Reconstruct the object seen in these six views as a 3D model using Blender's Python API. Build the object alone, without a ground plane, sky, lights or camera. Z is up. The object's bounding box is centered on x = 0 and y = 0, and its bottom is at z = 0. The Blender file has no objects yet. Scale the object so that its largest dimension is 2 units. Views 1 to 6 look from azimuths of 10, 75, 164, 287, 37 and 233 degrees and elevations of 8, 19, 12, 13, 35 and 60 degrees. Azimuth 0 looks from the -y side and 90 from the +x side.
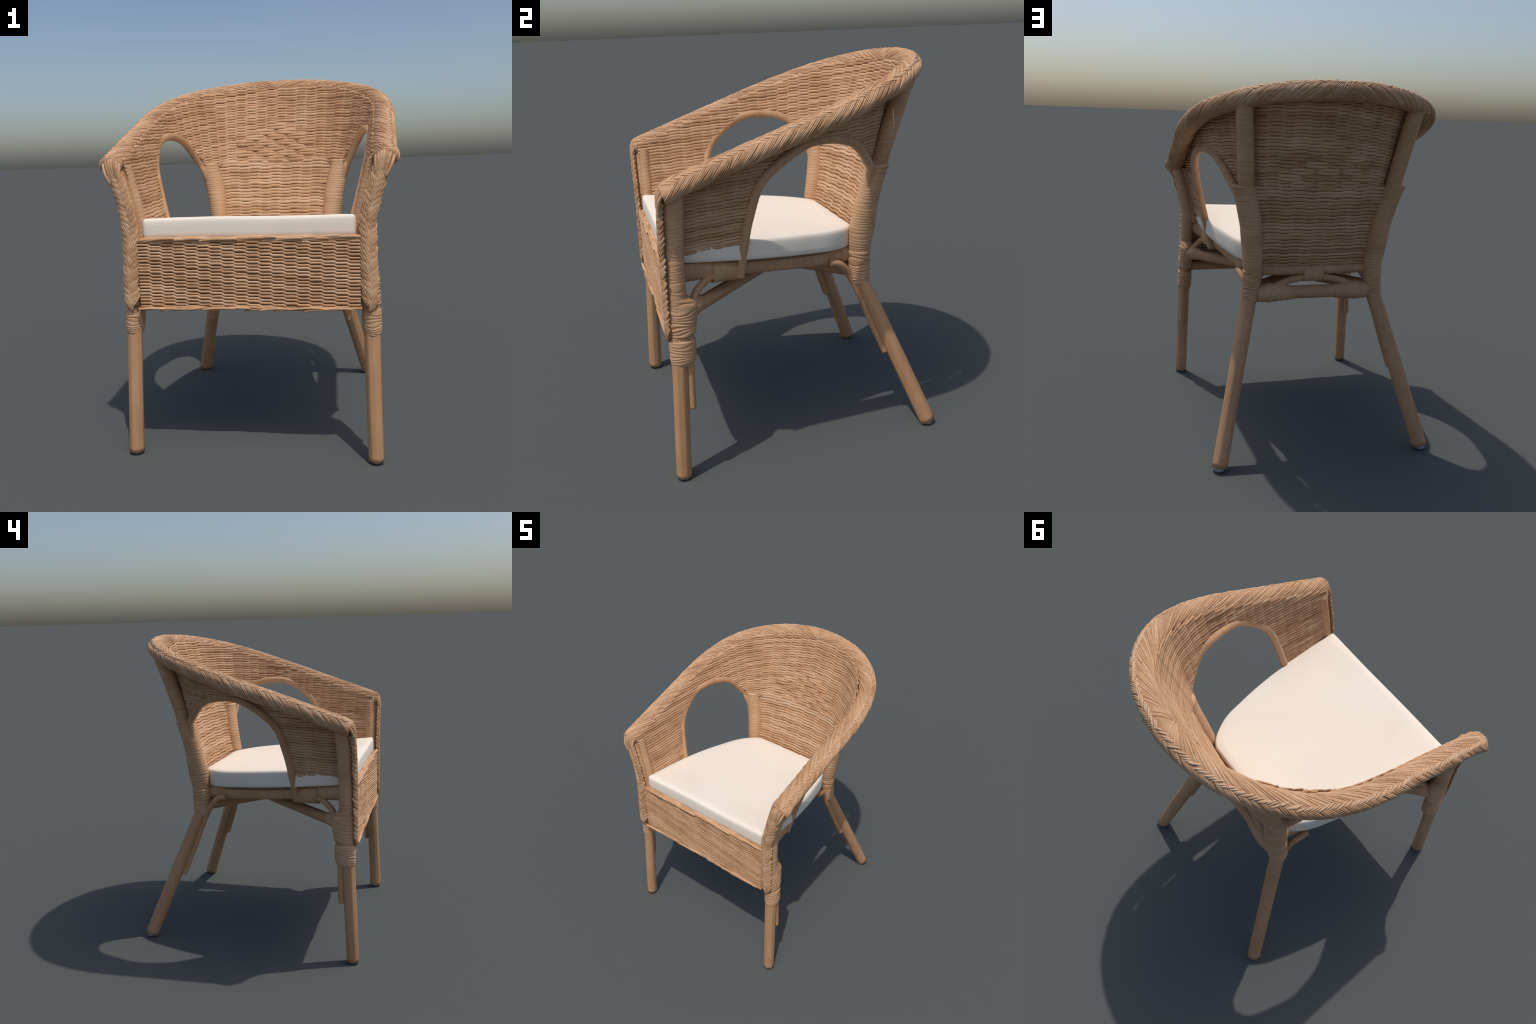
import bpy, math, random
import numpy as np
from mathutils import Vector, Matrix

random.seed(7)
RNG = np.random.default_rng(7)
SIDES = (1, -1)

# ------------------------------------------------------------------ helpers
def catmull(points, samples):
    """Smooth curve through control points (rows), chord-length resampled."""
    P = np.asarray(points, float)
    Pe = np.vstack([2 * P[0] - P[1], P, 2 * P[-1] - P[-2]])
    out = []
    for i in range(len(P) - 1):
        p0, p1, p2, p3 = Pe[i:i + 4]
        t = np.linspace(0, 1, 24, endpoint=False)[:, None]
        out.append(.5 * (2 * p1 + (p2 - p0) * t + (2 * p0 - 5 * p1 + 4 * p2 - p3) * t ** 2
                         + (-p0 + 3 * p1 - 3 * p2 + p3) * t ** 3))
    C = np.vstack(out + [P[-1:]])
    s = np.r_[0, np.cumsum(np.linalg.norm(np.diff(C[:, :3], axis=0), axis=1))]
    q = np.linspace(0, s[-1], samples)
    return np.stack([np.interp(q, s, C[:, k]) for k in range(C.shape[1])], 1)

def unit(a):
    return a / np.maximum(np.linalg.norm(a, axis=-1, keepdims=True), 1e-9)

def tangents(P):
    return unit(np.gradient(P, axis=0))

def smoothstep(a, b, x):
    t = np.clip((x - a) / (b - a), 0, 1)
    return t * t * (3 - 2 * t)

class Builder:
    """Collects vertices and faces of one mesh."""
    def __init__(self):
        self.v, self.f, self.n = [], [], 0

    def grid(self, G, close_u=False, close_v=False, cap=False):
        """G: (rings, around, 3) array of points turned into quads."""
        r, k, _ = G.shape
        base = self.n
        self.v.append(G.reshape(-1, 3))
        idx = np.arange(r * k).reshape(r, k) + base
        if close_v:
            idx = np.hstack([idx, idx[:, :1]])
        if close_u:
            idx = np.vstack([idx, idx[:1]])
        q = np.stack([idx[:-1, :-1], idx[:-1, 1:], idx[1:, 1:], idx[1:, :-1]], -1).reshape(-1, 4)
        self.f.extend(q.tolist())
        self.n += r * k
        if cap:
            for ring, flip in ((0, True), (r - 1, False)):
                self.v.append(G[ring].mean(0)[None])
                c = self.n
                self.n += 1
                for j in range(k):
                    a, b = base + ring * k + j, base + ring * k + (j + 1) % k
                    self.f.append([c, b, a] if flip else [c, a, b])

    def tube(self, P, N, rn, rb, k=8, cap=True, power=1.0):
        """Tube along P; N is the outward normal, rn / rb radii along it and across."""
        T = tangents(P)
        N = unit(N - T * (N * T).sum(1, keepdims=True))
        B = np.cross(T, N)
        th = np.linspace(0, 2 * np.pi, k, endpoint=False)
        rn = np.broadcast_to(np.asarray(rn, float), (len(P),))[:, None, None]
        rb = np.broadcast_to(np.asarray(rb, float), (len(P),))[:, None, None]
        c = (np.sign(np.cos(th)) * np.abs(np.cos(th)) ** power)[None, :, None]
        s = (np.sign(np.sin(th)) * np.abs(np.sin(th)) ** power)[None, :, None]
        self.grid(P[:, None] + N[:, None] * rn * c + B[:, None] * rb * s, close_v=True, cap=cap)

    def mesh(self, name):
        me = bpy.data.meshes.new(name)
        me.from_pydata(np.vstack(self.v).tolist(), [], self.f)
        me.update()
        return me

ROOT = None

def place(name, data, parent, material, smooth=True, kind=None):
    if isinstance(data, Builder):
        data = data.mesh(name)
    ob = bpy.data.objects.new(name, data)
    bpy.context.scene.collection.objects.link(ob)
    ob.parent = parent
    if material and not data.materials:
        data.materials.append(material)
    if smooth:
        data.polygons.foreach_set("use_smooth", np.ones(len(data.polygons), bool))
    if kind:
        ob["kind"] = kind
    return ob

def rod_frame(P):
    """A stable normal field for a rod (parallel transport)."""
    T = tangents(P)
    n = np.cross(T[0], [0.31, 0.52, 0.79])
    out = []
    for t in T:
        n = n - t * (n @ t)
        n = n / np.linalg.norm(n)
        out.append(n)
    return np.array(out)

def rod(points, radius, samples=40, k=16, ripple=None, squash=(1, 1), normal=None):
    """Builder holding one cane; ripple(arc length, angle) adds to the radius."""
    P = catmull(points, samples) if samples else np.asarray(points, float)
    T = tangents(P)
    N = rod_frame(P) if normal is None else unit(np.asarray(normal, float) - T * (T @ np.asarray(normal, float))[:, None])
    Bn = np.cross(T, N)
    th = np.linspace(0, 2 * np.pi, k, endpoint=False)
    s = np.r_[0, np.cumsum(np.linalg.norm(np.diff(P, axis=0), axis=1))]
    r = np.broadcast_to(np.asarray(radius, float), (len(P),))[:, None] * np.ones((1, k))
    if ripple is not None:
        r = r + ripple(s[:, None], th[None, :])
    G = P[:, None] + N[:, None] * (r * np.cos(th))[..., None] * squash[0] + Bn[:, None] * (r * np.sin(th))[..., None] * squash[1]
    b = Builder()
    b.grid(G, close_v=True, cap=True)
    return b

def coil_ripple(pitch, depth, tilt=0.0, wobble=0.0, seed=0, lumps=0.0):
    """Rounded ridges of a cane coiled round a core."""
    def f(s, th):
        ph = s / pitch + tilt * np.sin(th + seed) + wobble * np.sin(3.1 * s / pitch / 5 + seed) + th / (2 * np.pi) + lumps * np.sin(2 * th + 1.3 * s / pitch + seed) + .6 * lumps * np.sin(th - 2.1 * s / pitch)
        uneven = 1 + lumps * np.sin(1.9 * np.floor(ph) + seed) if lumps else 1
        return depth * uneven * (np.abs(np.sin(np.pi * ph)) ** .6 - .7)
    return f

def column(stations, height, k=40, ripple=None):
    """Loft of horizontal ellipses. stations: z, cx, cy, hx, hy."""
    st = np.asarray(stations, float)
    z = np.linspace(st[0, 0], st[-1, 0], height)
    C = [np.interp(z, st[:, 0], st[:, i]) for i in range(1, 5)]
    th = np.linspace(0, 2 * np.pi, k, endpoint=False)
    d = ripple(z[:, None], th[None, :]) if ripple is not None else np.zeros((height, k))
    X = C[0][:, None] + (C[2][:, None] + d) * np.cos(th)
    Y = C[1][:, None] + (C[3][:, None] + d) * np.sin(th)
    Z = z[:, None] + 0 * X
    b = Builder()
    b.grid(np.stack([X, Y, Z], -1), close_v=True, cap=True)
    return b

def mirrored(me):
    """The same mesh on the other side of the chair."""
    m = me.copy()
    co = np.empty(len(m.vertices) * 3)
    m.vertices.foreach_get("co", co)
    co = co.reshape(-1, 3)
    co[:, 0] *= -1
    m.vertices.foreach_set("co", co.ravel())
    m.flip_normals()
    m.update()
    return m

def place_both(name, b, parent, material, **kw):
    me = b.mesh(name)
    a = place(name, me, parent, material, **kw)
    c = place(name, mirrored(me), parent, material, **kw)
    return a, c

# ---------------------------------------------------------------- materials
def material(name, dark, mid, light, grain=(40, 40, 220), patch=5.0, rough=.6, bump=.25, per_object=.5, contrast=1.0):
    m = bpy.data.materials.new(name)
    m.use_nodes = True
    nt = m.node_tree
    N, L = nt.nodes, nt.links
    bsdf = N["Principled BSDF"]
    bsdf.inputs["Roughness"].default_value = rough
    bsdf.inputs["Specular IOR Level"].default_value = .3
    tc = N.new("ShaderNodeTexCoord")
    mp = N.new("ShaderNodeMapping")
    mp.inputs["Scale"].default_value = grain
    fine = N.new("ShaderNodeTexNoise")
    fine.inputs["Scale"].default_value = 1.0
    fine.inputs["Detail"].default_value = 4
    L.new(tc.outputs["Object"], mp.inputs["Vector"])
    L.new(mp.outputs["Vector"], fine.inputs["Vector"])
    big = N.new("ShaderNodeTexNoise")
    big.inputs["Scale"].default_value = patch
    big.inputs["Detail"].default_value = 3
    L.new(tc.outputs["Object"], big.inputs["Vector"])
    oi = N.new("ShaderNodeObjectInfo")
    a = N.new("ShaderNodeMath"); a.operation = 'MULTIPLY_ADD'
    a.inputs[1].default_value = .55 * contrast
    a.inputs[2].default_value = .5 - .275 * contrast - .5 * .3 * per_object
    L.new(fine.outputs["Fac"], a.inputs[0])
    b = N.new("ShaderNodeMath"); b.operation = 'MULTIPLY_ADD'
    b.inputs[1].default_value = .7
    L.new(big.outputs["Fac"], b.inputs[0])
    L.new(a.outputs[0], b.inputs[2])
    c = N.new("ShaderNodeMath"); c.operation = 'MULTIPLY_ADD'
    c.inputs[1].default_value = .3 * per_object
    L.new(oi.outputs["Random"], c.inputs[0])
    L.new(b.outputs[0], c.inputs[2])
    off = N.new("ShaderNodeMath"); off.operation = 'SUBTRACT'
    off.inputs[1].default_value = .35
    L.new(c.outputs[0], off.inputs[0])
    ramp = N.new("ShaderNodeValToRGB")
    e = ramp.color_ramp.elements
    e[0].position, e[0].color = .18, (*dark, 1)
    e[1].position, e[1].color = .85, (*light, 1)
    k = e.new(.5); k.color = (*mid, 1)
    L.new(off.outputs[0], ramp.inputs["Fac"])
    L.new(ramp.outputs["Color"], bsdf.inputs["Base Color"])
    bp = N.new("ShaderNodeBump")
    bp.inputs["Strength"].default_value = bump
    bp.inputs["Distance"].default_value = .004
    L.new(fine.outputs["Fac"], bp.inputs["Height"])
    L.new(bp.outputs["Normal"], bsdf.inputs["Normal"])
    return m

MAT = {}

def make_materials():
    MAT["weave"] = material("woven_cane", (.36, .190, .090), (.53, .303, .161), (.655, .428, .262), grain=(14, 14, 260), per_object=1.1, patch=8)
    MAT["pale"] = material("pale_band_cane", (.42, .24, .125), (.565, .35, .205), (.68, .47, .315), grain=(14, 14, 260))
    MAT["rim"] = material("plaited_cane", (.375, .203, .097), (.55, .323, .174), (.68, .448, .280), grain=(45, 45, 70), per_object=1.2, contrast=1.3)
    MAT["core"] = material("groove_shade_darkened_cane", (.22, .115, .055), (.29, .16, .08), (.36, .20, .10), grain=(20, 20, 200))  # woven cane's brown deepened so gaps between strands show painted crevice shade
    MAT["wrap"] = material("coiled_cane", (.40, .214, .104), (.545, .318, .171), (.66, .43, .262), grain=(6, 6, 190), patch=7)
    MAT["rail"] = material("rail_wrapping_cane", (.38, .205, .10), (.52, .305, .165), (.63, .41, .25), grain=(75, 75, 4), patch=7)
    MAT["wood"] = material("peeled_rattan_pole", (.40, .207, .098), (.495, .272, .138), (.59, .352, .195), grain=(50, 50, 2.5), patch=2.5, rough=.45, bump=.1)
    MAT["cushion"] = material("cream_canvas", (.79, .70, .585), (.845, .755, .640), (.87, .785, .675), grain=(320, 320, 320), patch=3, rough=.85, bump=.1, per_object=0, contrast=.7)
    MAT["glide"] = material("grey_plastic_glide", (.25, .26, .26), (.33, .34, .34), (.42, .43, .43), grain=(60, 60, 60), rough=.4)

# --------------------------------------------------------- measured guides
RIM_OUT, RIM_UP, RIM_RAISE = .0545, .0475, .0085     # half width, half height and lift of the flattened rim roll
RIM_HALF = [(0, .686, 1.938), (.326, .617, 1.914), (.564, .421, 1.849), (.664, .134, 1.751),
            (.663, -.287, 1.606), (.655, -.62, 1.489), (.653, -.700, 1.457)]
# shell stations from the middle of the back to the arm tip: top of the inner face, bottom of the inner face
SHELL = [((0, .634, 1.955), (0, .466, 1.452)),
         ((.29, .572, 1.930), (.275, .428, 1.452)),
         ((.42, .478, 1.898), (.365, .375, 1.452)),
         ((.505, .375, 1.862), (.435, .335, 1.452)),
         ((.588, .190, 1.795), (.498, .155, 1.42)),
         ((.607, .000, 1.731), (.503, -.01, 1.33)),
         ((.604, -.300, 1.626), (.492, -.30, 1.145)),
         ((.598, -.500, 1.552), (.500, -.49, 1.145)),
         ((.594, -.685, 1.488), (.516, -.665, 1.145))]
THIN = .0135               # thickness of the woven shell
# rim of the side opening (inner silhouette), rear foot to front foot
OPENING = [(.39, .29, 1.11), (.422, .324, 1.29), (.48, .331, 1.465), (.537, .21, 1.581), (.576, .039, 1.608),
           (.602, -.087, 1.567), (.58, -.228, 1.451), (.54, -.282, 1.287), (.502, -.306, 1.14)]
CUSHION_HALF = [(.0, .325), (.20, .327), (.285, .322), (.35, .268), (.41, .17), (.443, .05), (.475, -.10), (.503, -.30), (.515, -.50), (.518, -.67)]
PITCH = -.097            # the seat falls towards the back
def seat_z(y, z_front):
    return z_front + PITCH * (y + .68)

def opening_height(y):
    oy = [-.306, -.282, -.228, -.087, .039, .21, .331]
    oz = [1.14, 1.287, 1.451, 1.567, 1.608, 1.581, 1.465]
    z = np.interp(y, oy, oz)
    return np.where((y > -.306) & (y < .331), z, 0)

class Sheet:
    """A ruled, curved sheet with inner face P(u, v); u is metres along, v is 0 top .. 1 bottom."""
    def __init__(self, tops, bottoms, sag=0.0):
        n = 400
        top, bot = np.asarray(tops, float), np.asarray(bottoms, float)
        both = catmull(np.hstack([top, bot]), n)   # resampled by the top edge
        self.top, self.bot = both[:, :3], both[:, 3:]
        mid = (self.top + self.bot) / 2
        self.s = np.r_[0, np.cumsum(np.linalg.norm(np.diff(mid, axis=0), axis=1))]
        self.length, self.sag = self.s[-1], sag

    def raw(self, u, v):
        u, v = np.broadcast_arrays(np.asarray(u, float), np.asarray(v, float))
        T = np.stack([np.interp(u, self.s, self.top[:, k]) for k in range(3)], -1)
        B = np.stack([np.interp(u, self.s, self.bot[:, k]) for k in range(3)], -1)
        return T + (B - T) * v[..., None]

    def at(self, u, v):
        e = 2e-3
        P = self.raw(u, v)
        du = self.raw(np.asarray(u) + .02, v) - self.raw(np.asarray(u) - .02, v)
        dv = self.raw(u, np.asarray(v) + e) - self.raw(u, np.asarray(v) - e)
        N = unit(np.cross(dv, du))
        P = P - N * (self.sag * 4 * v * (1 - v))[..., None] if self.sag else P
        return P, N

def weave(sheet, pitch, column_width, parent, name, keep=None, step=.5, thickness=.015, depth=.006, dip=.003, z_range=None, tilt=0.0, pale_above=9.9, slim=.47):
    """Continuous strands: flat across each column, then a short slanted step up or down into the next one.
    step: rows climbed at the end of column j, a number or a function of (j, columns)."""
    cols = max(2, int(round(sheet.length / column_width)))
    cw = sheet.length / cols
    z0, z1 = z_range
    per = 14
    u = np.linspace(.001, sheet.length - .001, cols * per + 1)
    t = u / cw
    steps = [step(j, cols) if callable(step) else step for j in range(cols)]
    climb = np.zeros(len(u))
    for j, a in enumerate(steps[:-1]):
        climb += a * smoothstep(j + 1 - .14, j + 1 + .14, t)
    climb -= climb[len(u) // 2]
    P0, _ = sheet.at(u, np.full(len(u), .5))
    T = np.interp(u, sheet.s, sheet.top[:, 2])
    B = np.interp(u, sheet.s, sheet.bot[:, 2])
    saddle = np.abs(2 * (t - np.floor(t)) - 1) ** 4
    k0 = int(np.floor((z0 - z1) / pitch - climb.max())) - 2
    k1 = int(np.ceil((z1 - z0) / pitch - climb.min())) + 2
    for side in SIDES:
        for k in range(k0, k1):
            w = RNG.normal(0, 1, 6)
            cell = RNG.normal(0, 1, cols + 2)
            loose = np.interp(t, np.arange(cols + 2) - .5, cell)
            row = k + (.5 if side < 0 else 0)
            z = z0 + pitch * (row + climb + .05 * np.sin(.45 * t + 2 * w[0]) + .05 * loose) + tilt * (P0[:, 1] - .45)
            v = (T - z) / (T - B)
            ok = (v > -.02) & (v < 1.0 + .012 * np.interp(t, np.arange(cols + 2) - .5, cell[::-1])) & (z > z0 - .004) & (z < z1 + .004)
            if ok.sum() < 5:
                continue
            P, N = sheet.at(u, v)
            away = -dip * saddle + .0008 * loose - depth * .6
            C = P + N * away[:, None] if side > 0 else P - N * (thickness + away)[:, None]
            if keep is not None:
                ok &= keep(C)
            idx = np.flatnonzero(ok)
            if len(idx) < 5:
                continue
            b = Builder()
            for run in np.split(idx, np.flatnonzero(np.diff(idx) > 1) + 1):
                if len(run) < 4:
                    continue
                taper = np.ones(len(run))
                taper[[0, -1]] = .6
                b.tube(C[run], N[run] * side, depth * taper, pitch * (slim + (.55 - slim) * saddle[run]) * (1 + .05 * loose[run]) * taper, k=8, power=.85)
            if b.n:
                place(name, b, parent, MAT["pale" if z[idx].mean() > pale_above else "weave"])

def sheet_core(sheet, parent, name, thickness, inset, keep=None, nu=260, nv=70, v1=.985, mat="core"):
    """The layer between the two woven faces, coloured dark as groove shadow, closed at its edges."""
    u = np.linspace(0, sheet.length, nu)[:, None]
    v = np.linspace(0.0, v1, nv)[None]
    P, N = sheet.at(u, v)
    A, Bk = P - N * inset, P - N * (thickness - inset)
    ok = keep(P) if keep is not None else np.ones((nu, nv), bool)
    face = ok[:-1, :-1] & ok[1:, :-1] & ok[:-1, 1:] & ok[1:, 1:]
    idx = np.arange(nu * nv).reshape(nu, nv)
    q = np.stack([idx[:-1, :-1], idx[1:, :-1], idx[1:, 1:], idx[:-1, 1:]], -1)[face]
    n = nu * nv
    faces = q.tolist() + (q[:, ::-1] + n).tolist()
    fm = np.pad(face, 1)
    fi = np.argwhere(face)
    for i, j in fi.tolist():
        for di, dj, a, c in ((-1, 0, (i, j), (i, j + 1)), (1, 0, (i + 1, j + 1), (i + 1, j)),
                             (0, -1, (i + 1, j), (i, j)), (0, 1, (i, j + 1), (i + 1, j + 1))):
            if not fm[i + 1 + di, j + 1 + dj]:
                p, r = idx[a], idx[c]
                faces.append([int(p), int(r), int(r + n), int(p + n)])
    me = bpy.data.meshes.new(name)
    me.from_pydata(np.vstack([A.reshape(-1, 3), Bk.reshape(-1, 3)]).tolist(), [], faces)
    used = {i for fc in faces for i in fc}
    import bmesh
    bm = bmesh.new(); bm.from_mesh(me); bm.verts.ensure_lookup_table()
    bmesh.ops.delete(bm, geom=[bm.verts[i] for i in range(len(bm.verts)) if i not in used], context='VERTS')
    bm.to_mesh(me); bm.free()
    return place(name, me, parent, MAT[mat])

# ------------------------------------------------------------------- build
def part(name, parent):
    e = bpy.data.objects.new(name, None)
    e.empty_display_size = .1
    bpy.context.scene.collection.objects.link(e)
    e.parent = parent
    return e

def build_shell(root):
    shell = part("backrest_shell", root)
    half_t = [np.array(a) for a, _ in SHELL]
    half_b = [np.array(b) for _, b in SHELL]
    flip = np.array([-1, 1, 1])
    tops = [p * flip for p in half_t[:0:-1]] + half_t
    bots = [p * flip for p in half_b[:0:-1]] + half_b
    sheet = Sheet(tops, bots)

    def keep(P, m=.018):
        y, z = P[..., 1], P[..., 2]
        h = np.maximum(opening_height(y), opening_height(y + .014))
        return z > h + m * (h > 0)

    bands = (.13, .20, .24, .27, .21, .17, .09)       # half widths of the diamond, bottom row first
    # orient: the inner face must look at the sitter
    _, N = sheet.at(np.array([sheet.length / 2]), np.array([.5]))
    assert N[0, 1] < 0, N
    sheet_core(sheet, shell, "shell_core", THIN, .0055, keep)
    weave(sheet, .0172, .066, shell, "weaver_strand", keep=keep, step=lambda j, n: .5 if .25 * n < j < .5 * n else .5 * (-1) ** j * (.5 if j > .5 * n and j < .72 * n else .3), depth=.0045, dip=.0032, slim=.49, thickness=THIN, z_range=(1.13, 1.985), tilt=.06)

    # wide flat strands laid like bricks, forming a diamond in the middle of the back
    for r, wide in enumerate(bands):
        for c in range(-3, 4):
            x = (c + .5 * (r % 2)) * .136
            if abs(x) > wide + .03:
                continue
            for side in SIDES:
                f = np.linspace(-1, 1, 14)
                b = Builder()
                jit = RNG.normal(0, 1, 2)
                for st in (-1, 1):
                    z = 1.480 + r * .0345 + st * .0082 + .0015 * np.sin(2.2 * f + st + jit[0])
                    u = sheet.length / 2 + x + f * .0655
                    T = np.interp(u, sheet.s, sheet.top[:, 2])
                    B = np.interp(u, sheet.s, sheet.bot[:, 2])
                    P, Nn = sheet.at(u, (T - z) / (T - B))
                    lift = .0078 - .0150 * np.abs(f) ** 5
                    C = P + Nn * (lift - .003)[:, None] if side > 0 else P - Nn * (THIN + lift - .003)[:, None]
                    b.tube(C, Nn * side, .0055, .0092 * (1 - .2 * f ** 4), k=10)
                place("diamond_strand", b, shell, MAT["weave"])

    # cane edging of the two side openings, running down to the tie on the seat rail
    edge = np.array(OPENING[1:])
    grow = np.array([(.0, .0, .0), (-.004, .006, .006), (0, .010, .016), (0, 0, .019), (0, -.009, .016),
                     (0, -.012, .008), (0, -.013, .003), (0, -.013, 0)])
    pts = [(.425, .362, 1.35), (.452, .350, 1.42)] + [tuple(p) for p in (edge + grow)[1:]] + [(.482, -.325, 1.06), (.468, -.334, 1.00), (.464, -.335, .975)]
    b = rod(pts, .0225, samples=170, k=18, ripple=coil_ripple(.026, .0025, .1, .4), squash=(1, 1))
    place_both("opening_edge_cane", b, shell, MAT["rail"])
    return sheet

def rim_frame(n=900):
    R = np.array(RIM_HALF)
    full = np.vstack([R[:0:-1] * [-1, 1, 1], R])
    P = catmull(full, n)
    T = tangents(P)
    up = np.array([0, 0, 1.0])
    out = unit(np.cross(T, up))                   # points away from the seat
    flip = (out[n // 2] @ [0, 1, 0]) < 0
    if flip:
        out = -out
    top = unit(np.cross(out, T) * (-1 if flip else 1))
    if top[n // 2, 2] < 0:
        top = -top
    s = np.r_[0, np.cumsum(np.linalg.norm(np.diff(P, axis=0), axis=1))]
    return P, T, out, top, s

def build_rim(root):
    rim = part("rim", root)
    P, T, out, top, s = rim_frame()
    P = P + np.array([0, 0, RIM_RAISE])
    L = s[-1]
    ends = np.minimum(s, L - s)
    taper = 1 - .10 * smoothstep(.02, 0, ends)

    def section(q, ang, extra):
        """Point and outward normal on the flattened roll; angle 0 faces the seat, 90 is up."""
        look = lambda a: np.stack([np.interp(q, s, a[:, k]) for k in range(3)], -1)
        C, O, U, t = look(P), unit(look(out)), unit(look(top)), np.interp(q, s, taper)
        c, sn = np.cos(ang), np.sin(ang)
        t = t * (1 + .20 * smoothstep(.10, .01, np.minimum(q, L - q)) * np.clip(-c, 0, 1) * np.where(sn < .35, 1, .4))
        pt = C - O * (c * RIM_OUT * t)[:, None] + U * (sn * RIM_UP * t)[:, None]
        n = unit(-O * (c / RIM_OUT)[:, None] + U * (sn / RIM_UP)[:, None])
        return pt + n * np.asarray(extra)[:, None], n
    b = Builder()
    th = np.linspace(0, 2 * np.pi, 28, endpoint=False)
    q = np.linspace(0, L, 300)
    G = np.stack([section(q, np.full(300, a), np.zeros(300))[0] for a in th], 1)
    b.grid(G, close_v=True, cap=True)
    place("rim_core", b, rim, MAT["weave"])
    n = 150
    for setn, (a0, a1, shift, proud, half) in enumerate(((-30, 130, .32, .0018, .0047), (118, 236, .15, .0020, .0040))):
        for i in range(n):
            q0 = .02 + (L - .04) * (i + .5) / n
            side = (1 if q0 > L / 2 else -1) * (.40 + .60 * float(smoothstep(.01, .14, abs(q0 - L / 2))))
            jit = RNG.normal(0, 1, 3)
            f = np.linspace(0, 1, 20)
            q = q0 + side * shift * (f - .5) * (1 + .10 * jit[0]) + .004 * jit[1]
            f = f[(q > .003) & (q < L - .003)]
            if len(f) < 5:
                continue
            q = q0 + side * shift * (f - .5) * (1 + .10 * jit[0]) + .004 * jit[1]
            ang = np.radians(a0 + (a1 - a0) * f ** (1.1 if setn == 0 else .95))
            lift = proud - .005 * np.abs(2 * f - 1) ** 4 + .0007 * jit[2] - .0018
            b = Builder()
            for o in ((0,) if setn == 0 else (-.0057, .0057)):
                C, N = section(np.clip(q + o, 0, L), ang, lift)
                b.tube(C, N, .0040, half * (1 - .4 * np.abs(2 * f - 1) ** 4) * (1 + .08 * jit[2]), k=8)
            place("rim_strand", b, rim, MAT["rim"])
    # fine plait along the crest, leaning against the strands below it
    ridge = Builder()
    for i in range(230):
        q0 = .03 + (L - .06) * (i + .5) / 230
        side = 1 if q0 > L / 2 else -1
        f = np.linspace(0, 1, 9)
        jit = RNG.normal(0, 1, 3)
        q = np.clip(q0 - side * .045 * (f - .5) + .004 * jit[0], .003, L - .003)
        ang = np.radians(110 + 4 * jit[1] + 30 * f)
        C, N = section(q, ang, .0014 + .0008 * jit[2] - .008 * np.abs(2 * f - 1) ** 3)
        ridge.tube(C, N, .0038, .0042 * (1 - .4 * np.abs(2 * f - 1) ** 3), k=8)
    place("rim_ridge_plait", ridge, rim, MAT["rim"], kind="stuff")
    # strands folded over the blunt arm tips, down into the plait
    for sx in SIDES:
        for i in range(7):
            d = (i - 3) / 3
            x = .653 + d * .042
            top_z = 1.457 + RIM_RAISE + RIM_UP * math.sqrt(max(.05, 1 - (d * .9) ** 2))
            pts = [(x, -.655, top_z + .017), (x + .002, -.690, top_z + .001), (x - .004 - d * .004, -.714, top_z - .028 - .01 * abs(d)),
                   (x - .010 - d * .010, -.719, top_z - .070), (x - .020 - d * .018, -.715, 1.395 - .015 * abs(d))]
            b = rod([(sx * a, y, z) for a, y, z in pts], .0082, samples=26, k=10)
            place("tip_strand", b, rim, MAT["rim"])

def build_lower_back(root):
    lower = part("lumbar_panel", root)
    xs = (-.370, -.20, 0, .20, .370)
    top = [(x, y, 1.468) for x, y in zip(xs, (.398, .446, .468, .446, .398))]
    bot = [(x * .88, y, 1.012) for x, y in zip(xs, (.312, .316, .318, .316, .312))]
    sheet = Sheet(top, bot)
    _, N = sheet.at(np.array([sheet.length / 2]), np.array([.5]))
    assert N[0, 1] < 0
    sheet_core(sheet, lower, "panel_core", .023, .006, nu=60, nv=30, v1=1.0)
    weave(sheet, .0198, .062, lower, "weaver_strand", step=lambda j, n: .2 * (-1) ** j, depth=.0050, thickness=.023, z_range=(1.012, 1.466), pale_above=1.415)

def build_rear_posts(root):
    posts = part("back_posts", root)
    # wrapped pole above the waist
    up = rod([(.411, .408, 1.44), (.424, .440, 1.56), (.440, .478, 1.70), (.456, .522, 1.84), (.460, .538, 1.885)], .044, samples=220, k=28,
             ripple=coil_ripple(.034, .0014, .15, .6))
    place_both("wrapped_post", up, posts, MAT["wrap"])
    # fine coil round pole and opening cane between seat and waist
    st = [(.985, .350, .343, .050, .056), (1.04, .354, .346, .054, .062), (1.12, .360, .354, .058, .068), (1.24, .372, .368, .060, .060),
          (1.35, .396, .384, .062, .056), (1.440, .420, .398, .064, .058), (1.456, .425, .400, .068, .061), (1.464, .424, .401, .058, .053)]
    col = column(st, 260, 44, coil_ripple(.0165, .0019, .10, .5, 0, .12))
    place_both("coiled_post", col, posts, MAT["wrap"])
    # broad binding at the foot of the post
    st = [(.814, .366, .342, .040, .042), (.822, .366, .342, .046, .049), (.85, .364, .338, .049, .056), (.92, .356, .339, .051, .058), (.99, .351, .342, .054, .060), (1.0, .351, .342, .046, .052)]
    place_both("cane_binding", column(st, 140, 40, coil_ripple(.0225, .0056, .22, .9, 1, .38)), posts, MAT["wrap"])

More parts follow.
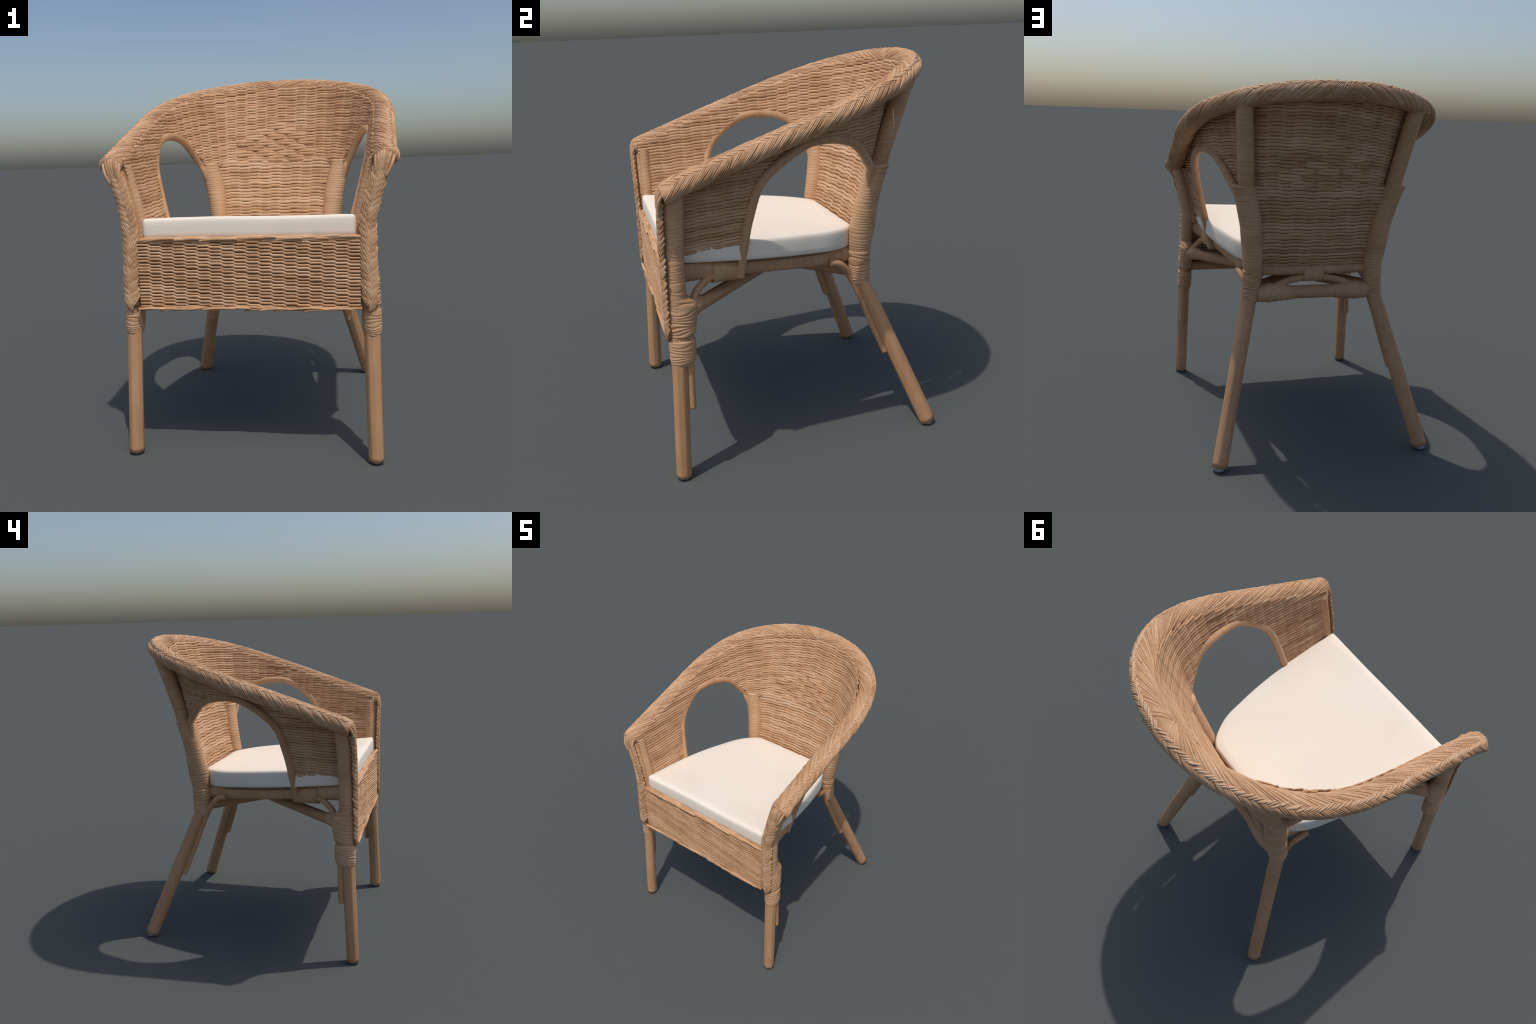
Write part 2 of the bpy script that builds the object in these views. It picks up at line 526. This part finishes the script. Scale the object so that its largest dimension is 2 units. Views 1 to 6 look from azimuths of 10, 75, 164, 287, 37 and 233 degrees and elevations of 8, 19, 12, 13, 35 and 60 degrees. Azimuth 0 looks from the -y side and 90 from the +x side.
def build_legs(root):
    for name, top, foot, r in (("leg", (.588, -.672, .80), (.607, -.711, .012), .038), ("leg", (.356, .328, .88), (.576, .6635, .017), .0415)):
        a, b = np.array(top), np.array(foot)
        pts = [tuple(a + (b - a) * t) for t in np.linspace(0, 1, 6)]
        def facet(s, th, seed=9 if r < .04 else 8):
            return .0012 * np.cos(8 * th + .5) + .0012 * np.sin(2 * th + 5 * s + seed)
        leg = rod(pts, r, samples=40, k=32, ripple=facet)
        # small round-over at the foot
        me = leg.mesh(name)
        for me_, sx in ((me, 1), (mirrored(me), -1)):
            o = place(name, me_, root, MAT["wood"])
            g = Builder()
            th = np.linspace(0, 2 * np.pi, 20, endpoint=False)
            rings = [(r * .62, .022), (r * .72, .010), (r * .62, .002), (r * .50, .0)]
            g.grid(np.array([[(foot[0] * sx + q * math.cos(t), foot[1] + q * math.sin(t), z) for t in th] for q, z in rings]), close_v=True, cap=True)
            place("floor_glide", g, o, MAT["glide"])

def build_front_posts(root):
    posts = part("arm_posts", root)
    st = [(.74, .588, -.672, .041, .045), (.90, .582, -.667, .042, .046), (1.05, .576, -.664, .041, .045), (1.16, .575, -.661, .041, .045),
          (1.26, .591, -.659, .041, .046), (1.36, .616, -.656, .040, .047), (1.44, .637, -.652, .038, .047), (1.475, .645, -.65, .034, .042)]
    place_both("wrapped_post", column(st, 240, 36, coil_ripple(.019, .0024, .16, .8, 2, .32)), posts, MAT["wrap"])
    st = [(.774, .590, -.656, .038, .056), (.782, .590, -.655, .043, .063), (.82, .587, -.653, .045, .067), (.90, .583, -.648, .045, .072), (.925, .582, -.648, .044, .070), (.940, .581, -.652, .043, .062), (.962, .580, -.661, .042, .048)]
    place_both("cane_binding", column(st, 110, 40, coil_ripple(.0235, .0056, .3, .9, 3, .38)), posts, MAT["wrap"])
    st = [(.628, .593, -.664, .037, .049), (.636, .593, -.664, .042, .056), (.66, .592, -.660, .046, .063), (.74, .589, -.659, .047, .064), (.752, .589, -.660, .046, .063), (.758, .589, -.664, .038, .050)]
    place_both("cane_binding", column(st, 90, 40, coil_ripple(.0195, .0032, .2, .8, 4, .32)), posts, MAT["wrap"])

    inner = rod([(.536, -.658, 1.09), (.538, -.655, 1.16), (.556, -.653, 1.27), (.582, -.650, 1.38), (.602, -.645, 1.46)], .030, samples=120, k=18, ripple=coil_ripple(.024, .0012))
    place_both("post_cane", inner, posts, MAT["wrap"])
    # herringbone plait up the front of each post
    line = catmull([(.584, -.716, .772), (.580, -.714, .92), (.576, -.711, 1.08), (.578, -.709, 1.17), (.595, -.708, 1.27), (.622, -.707, 1.37), (.642, -.700, 1.43)], 200)
    T = tangents(line)
    s = np.r_[0, np.cumsum(np.linalg.norm(np.diff(line, axis=0), axis=1))]
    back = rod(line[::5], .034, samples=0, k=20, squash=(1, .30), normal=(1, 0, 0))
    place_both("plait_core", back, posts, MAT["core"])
    # one plait lobe: a pointed bundle of three canes, built once and shared
    lobe = Builder()
    for o in (-1, 0, 1):
        f = np.linspace(-1, 1, 14)
        Pl = np.stack([o * .0085 * (1 - .5 * f ** 2), .004 - .012 * f ** 2 - .002 * abs(o) + 0 * f, f * .041], -1)
        lobe.tube(Pl, np.tile([0, 1.0, 0], (14, 1)), .0075, .0070 * (1 - .5 * f ** 4), k=10)
    lobe_me = lobe.mesh("plait_lobe")
    lobe_me.materials.append(MAT["rim"])
    n = 23
    for sx in SIDES:
        for i in range(n):
            for d in SIDES:
                q = .012 + (s[-1] - .02) * (i + (.25 if d > 0 else .75)) / n
                c = np.array([np.interp(q, s, line[:, k]) for k in range(3)])
                t = np.array([np.interp(q, s, T[:, k]) for k in range(3)])
                tilt = math.radians(30 * d + random.uniform(-5, 5)) + math.atan2(t[0], t[2])
                o = place("plait_lobe", lobe_me, posts, None)
                pos = Vector((sx * (c[0] + d * .0155), c[1] - .011, c[2]))
                rot = Matrix.Rotation(sx * d * .30, 4, 'Z') @ Matrix.Rotation(sx * tilt, 4, 'Y') @ Matrix.Rotation(math.pi, 4, 'Z') @ Matrix.Rotation(random.uniform(-.06, .06), 4, 'X')
                sc = random.uniform(.92, 1.1)
                o.matrix_world = Matrix.Translation(pos) @ rot @ Matrix.Diagonal((sc, .8, sc, 1))

def build_front_panel(root):
    panel = part("apron", root)
    y = -.716
    sheet = Sheet([(x, y, 1.100) for x in (-.545, -.2, .2, .545)], [(x, y - .004, .766) for x in (-.540, -.2, .2, .540)])
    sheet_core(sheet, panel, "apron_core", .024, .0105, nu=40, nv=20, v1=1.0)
    weave(sheet, .0160, .0605, panel, "weaver_strand", step=-.5, slim=.425, thickness=.024, depth=.0078, dip=.0018, z_range=(.770, 1.098))
    # plaited borders along the top and bottom: canes laid slantwise
    for z, yc, hz, hy, n, rise, nm in ((1.103, -.684, .013, .040, 17, .014, "top_border_strand"), (.766, -.718, .010, .018, 15, .005, "bottom_border_strand")):
        for i in range(n):
            for row in range(5 if nm[0] == "t" else 2):
                x0 = -.53 + 1.06 * (i + .5 + .37 * row) / n
                f = np.linspace(-1, 1, 14)
                jit = RNG.normal(0, 1, 3)
                x = np.clip(x0 + f * .085, -.545, .545)
                off = (row - 2) * .0145 if nm[0] == "t" else (row - .5) * .014
                yy = yc + off + .004 * jit[0] - (.006 * f if nm[0] == "t" else 0)
                zz = z + rise * f * (.6 if row == 0 else .25) - .006 * f ** 2 + (.004 if row in (1, 2) else 0) + .0025 * jit[1]
                Pn = np.stack([x, yy + 0 * f, zz], -1)
                b = Builder()
                b.tube(Pn, np.tile([0, 0, 1.0], (14, 1)), hz * .62 * (1 - .45 * f ** 4), hy * (.23 if nm[0] == "t" else .50) * (1 - .3 * f ** 4), k=10)
                place("border_strand", b, panel, MAT["weave"])
    core = rod([(-.545, -.684, 1.096), (0, -.684, 1.096), (.545, -.684, 1.096)], .018, samples=20, k=16, squash=(1.9, .8), normal=(0, 1, 0))
    place("border_core", core, panel, MAT["weave"])

def build_seat(root):
    seat = part("seat_frame", root)
    # wrapped side and rear rail
    half = [(.520, -.655, 1.054), (.474, -.52, 1.040), (.437, -.36, 1.024), (.408, -.20, 1.008), (.384, -.06, .994), (.359, .10, .980), (.329, .25, .970), (.310, .325, .967)]
    b = rod(half, .036, samples=200, k=24, ripple=coil_ripple(.030, .0016, .1, .8), squash=(1.25, .80), normal=(0, 0, 1))
    place_both("seat_rail", b, seat, MAT["rail"])
    rear = rod([(-.32, .318, .984), (0, .322, .982), (.32, .318, .984)], .030, samples=120, k=24, ripple=coil_ripple(.03, .0025, .1, .8))
    place("seat_rail", rear, seat, MAT["rail"])
    # binding blocks on the side rail where the brace joins, and the rail centre tie
    blk = rod([(.470, -.475, 1.022), (.451, -.385, 1.013), (.442, -.345, 1.009)], .046, samples=40, k=24, ripple=coil_ripple(.02, .0012), squash=(1.16, .78), normal=(0, 0, 1))
    place_both("rail_binding", blk, seat, MAT["rail"])
    tie = rod([(-.055, .325, .962), (.055, .325, .962)], .043, samples=40, k=24, ripple=coil_ripple(.022, .002), squash=(1.12, .85), normal=(0, 0, 1))
    place("cane_tie", tie, seat, MAT["rail"])
    # bent brace canes: their straight tails run down behind the legs
    fb = [(.612, -.640, .392), (.606, -.635, .55), (.599, -.628, .72), (.586, -.608, .84), (.560, -.592, .900), (.528, -.572, .945), (.502, -.525, .985), (.480, -.465, 1.008), (.465, -.40, 1.005)]
    place_both("brace_cane", rod(fb, .0185, samples=90, k=16), seat, MAT["wood"])
    rb = [(.452, .457, .42), (.415, .395, .58), (.380, .335, .75), (.370, .302, .825), (.371, .272, .880), (.380, .238, .922), (.388, .200, .948), (.390, .160, .955)]
    place_both("brace_cane", rod(rb, .0195, samples=90, k=16), seat, MAT["wood"])
    bb = [(-.31, .342, .85), (-.22, .340, .895), (-.12, .332, .928), (0, .330, .940), (.12, .332, .928), (.22, .340, .895), (.31, .342, .85)]
    place("brace_cane", rod(bb, .0195, samples=80, k=16), seat, MAT["wood"])
    # stretchers under the seat
    place("stretcher", rod([(-.34, .340, .857), (0, .343, .858), (.34, .340, .857)], .037, samples=30, k=24), seat, MAT["wood"])
    for sx in SIDES:
        bd = rod([(sx * .325, .343, .856), (sx * .22, .347, .862), (sx * .125, .345, .856)], np.interp(np.linspace(0, 1, 60), [0, .35, .7, 1], [.044, .054, .047, .039]),
                 samples=60, k=28, ripple=coil_ripple(.03, .004, .9, .5, sx))
        place("stretcher_binding", bd, seat, MAT["rail"])
    place("cross_stretcher", rod([(.555, -.60, .884), (0, -.02, .880), (-.335, .31, .878)], .034, samples=30, k=20), seat, MAT["wood"])
    place("cross_stretcher", rod([(-.555, -.60, .884), (0, -.02, .876), (.335, .31, .878)], .034, samples=30, k=20), seat, MAT["wood"])
    place("stretcher", rod([(-.57, -.668, .785), (0, -.668, .785), (.57, -.668, .785)], .032, samples=20, k=20), seat, MAT["wood"])
    place("seat_rail", rod([(-.49, -.632, 1.02), (0, -.632, 1.02), (.49, -.632, 1.02)], .036, samples=80, k=20, ripple=coil_ripple(.03, .0016)), seat, MAT["rail"])
    for sx in SIDES:
        knot = rod([(sx * .562, -.612, .886), (sx * .535, -.585, .890), (sx * .490, -.545, .887)], np.interp(np.linspace(0, 1, 40), [0, .5, 1], [.046, .045, .036]), samples=40, k=22,
                   ripple=coil_ripple(.022, .003, .5, .5, sx))
        place("stretcher_binding", knot, seat, MAT["rail"])
    # woven seat board below the cushion
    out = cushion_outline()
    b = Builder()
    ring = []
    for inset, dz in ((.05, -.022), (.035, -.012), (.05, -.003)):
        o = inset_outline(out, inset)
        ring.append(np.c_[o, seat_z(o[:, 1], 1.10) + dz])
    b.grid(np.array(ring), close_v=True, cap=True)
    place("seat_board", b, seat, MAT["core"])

def cushion_outline():
    h = catmull(np.array(CUSHION_HALF), 70)
    front = np.array([(.518, -.676), (.515, -.686), (.505, -.691), (.495, -.692)])
    edge = np.stack([np.linspace(.47, 0, 24), np.full(24, -.692)], 1)
    r = np.vstack([h, front, edge])
    l = (r * [-1, 1])[::-1][1:-1]
    return np.vstack([r, l])

def inset_outline(o, d):
    t = np.roll(o, -1, 0) - np.roll(o, 1, 0)
    n = unit(np.stack([t[:, 1], -t[:, 0]], 1))
    if ((o - o.mean(0)) * n).sum() < 0:
        n = -n
    return o - n * d

def build_cushion(root):
    o = cushion_outline()
    prof = [(.10, .003), (.012, .0), (.003, .004), (-.002, .012), (-.003, .030), (-.002, .060),
            (-.001, .082), (.0015, .092), (.006, .0985), (.012, .1022), (.10, .104), (.2, .104), (.4, .104)]
    ring = []
    for inset, dz in prof:
        p = inset_outline(o, inset) if inset < .05 else o * (1 - inset)
        x, y = p[:, 0], p[:, 1]
        if inset >= .05:
            y = y - .18 * inset
        bulge = .0022 * np.sin(9 * x + 3) * np.sin(7 * y) if dz > .09 else 0
        ring.append(np.c_[x, y, seat_z(y, 1.104) + dz * (1 + .10 * (y + .68)) + bulge])
    b = Builder()
    b.grid(np.array(ring), close_v=True, cap=True)
    place("seat_cushion", b, root, MAT["cushion"])

def main():
    make_materials()
    root = bpy.data.objects.new("wicker_armchair", None)
    bpy.context.scene.collection.objects.link(root)
    root["label"] = "woven tan rattan armchair with curved back and cream cushion"
    root["category"] = "wicker chair"
    build_shell(root)
    build_rim(root)
    build_lower_back(root)
    build_rear_posts(root)
    build_legs(root)
    build_front_posts(root)
    build_front_panel(root)
    build_seat(root)
    build_cushion(root)
    bpy.context.view_layer.update()
    import bmesh
    done = set()
    for ob in bpy.context.scene.objects:          # consistent outward normals
        if ob.type == 'MESH' and ob.data.name not in done:
            done.add(ob.data.name)
            bm = bmesh.new(); bm.from_mesh(ob.data)
            bmesh.ops.recalc_face_normals(bm, faces=bm.faces)
            bm.to_mesh(ob.data); bm.free()

main()
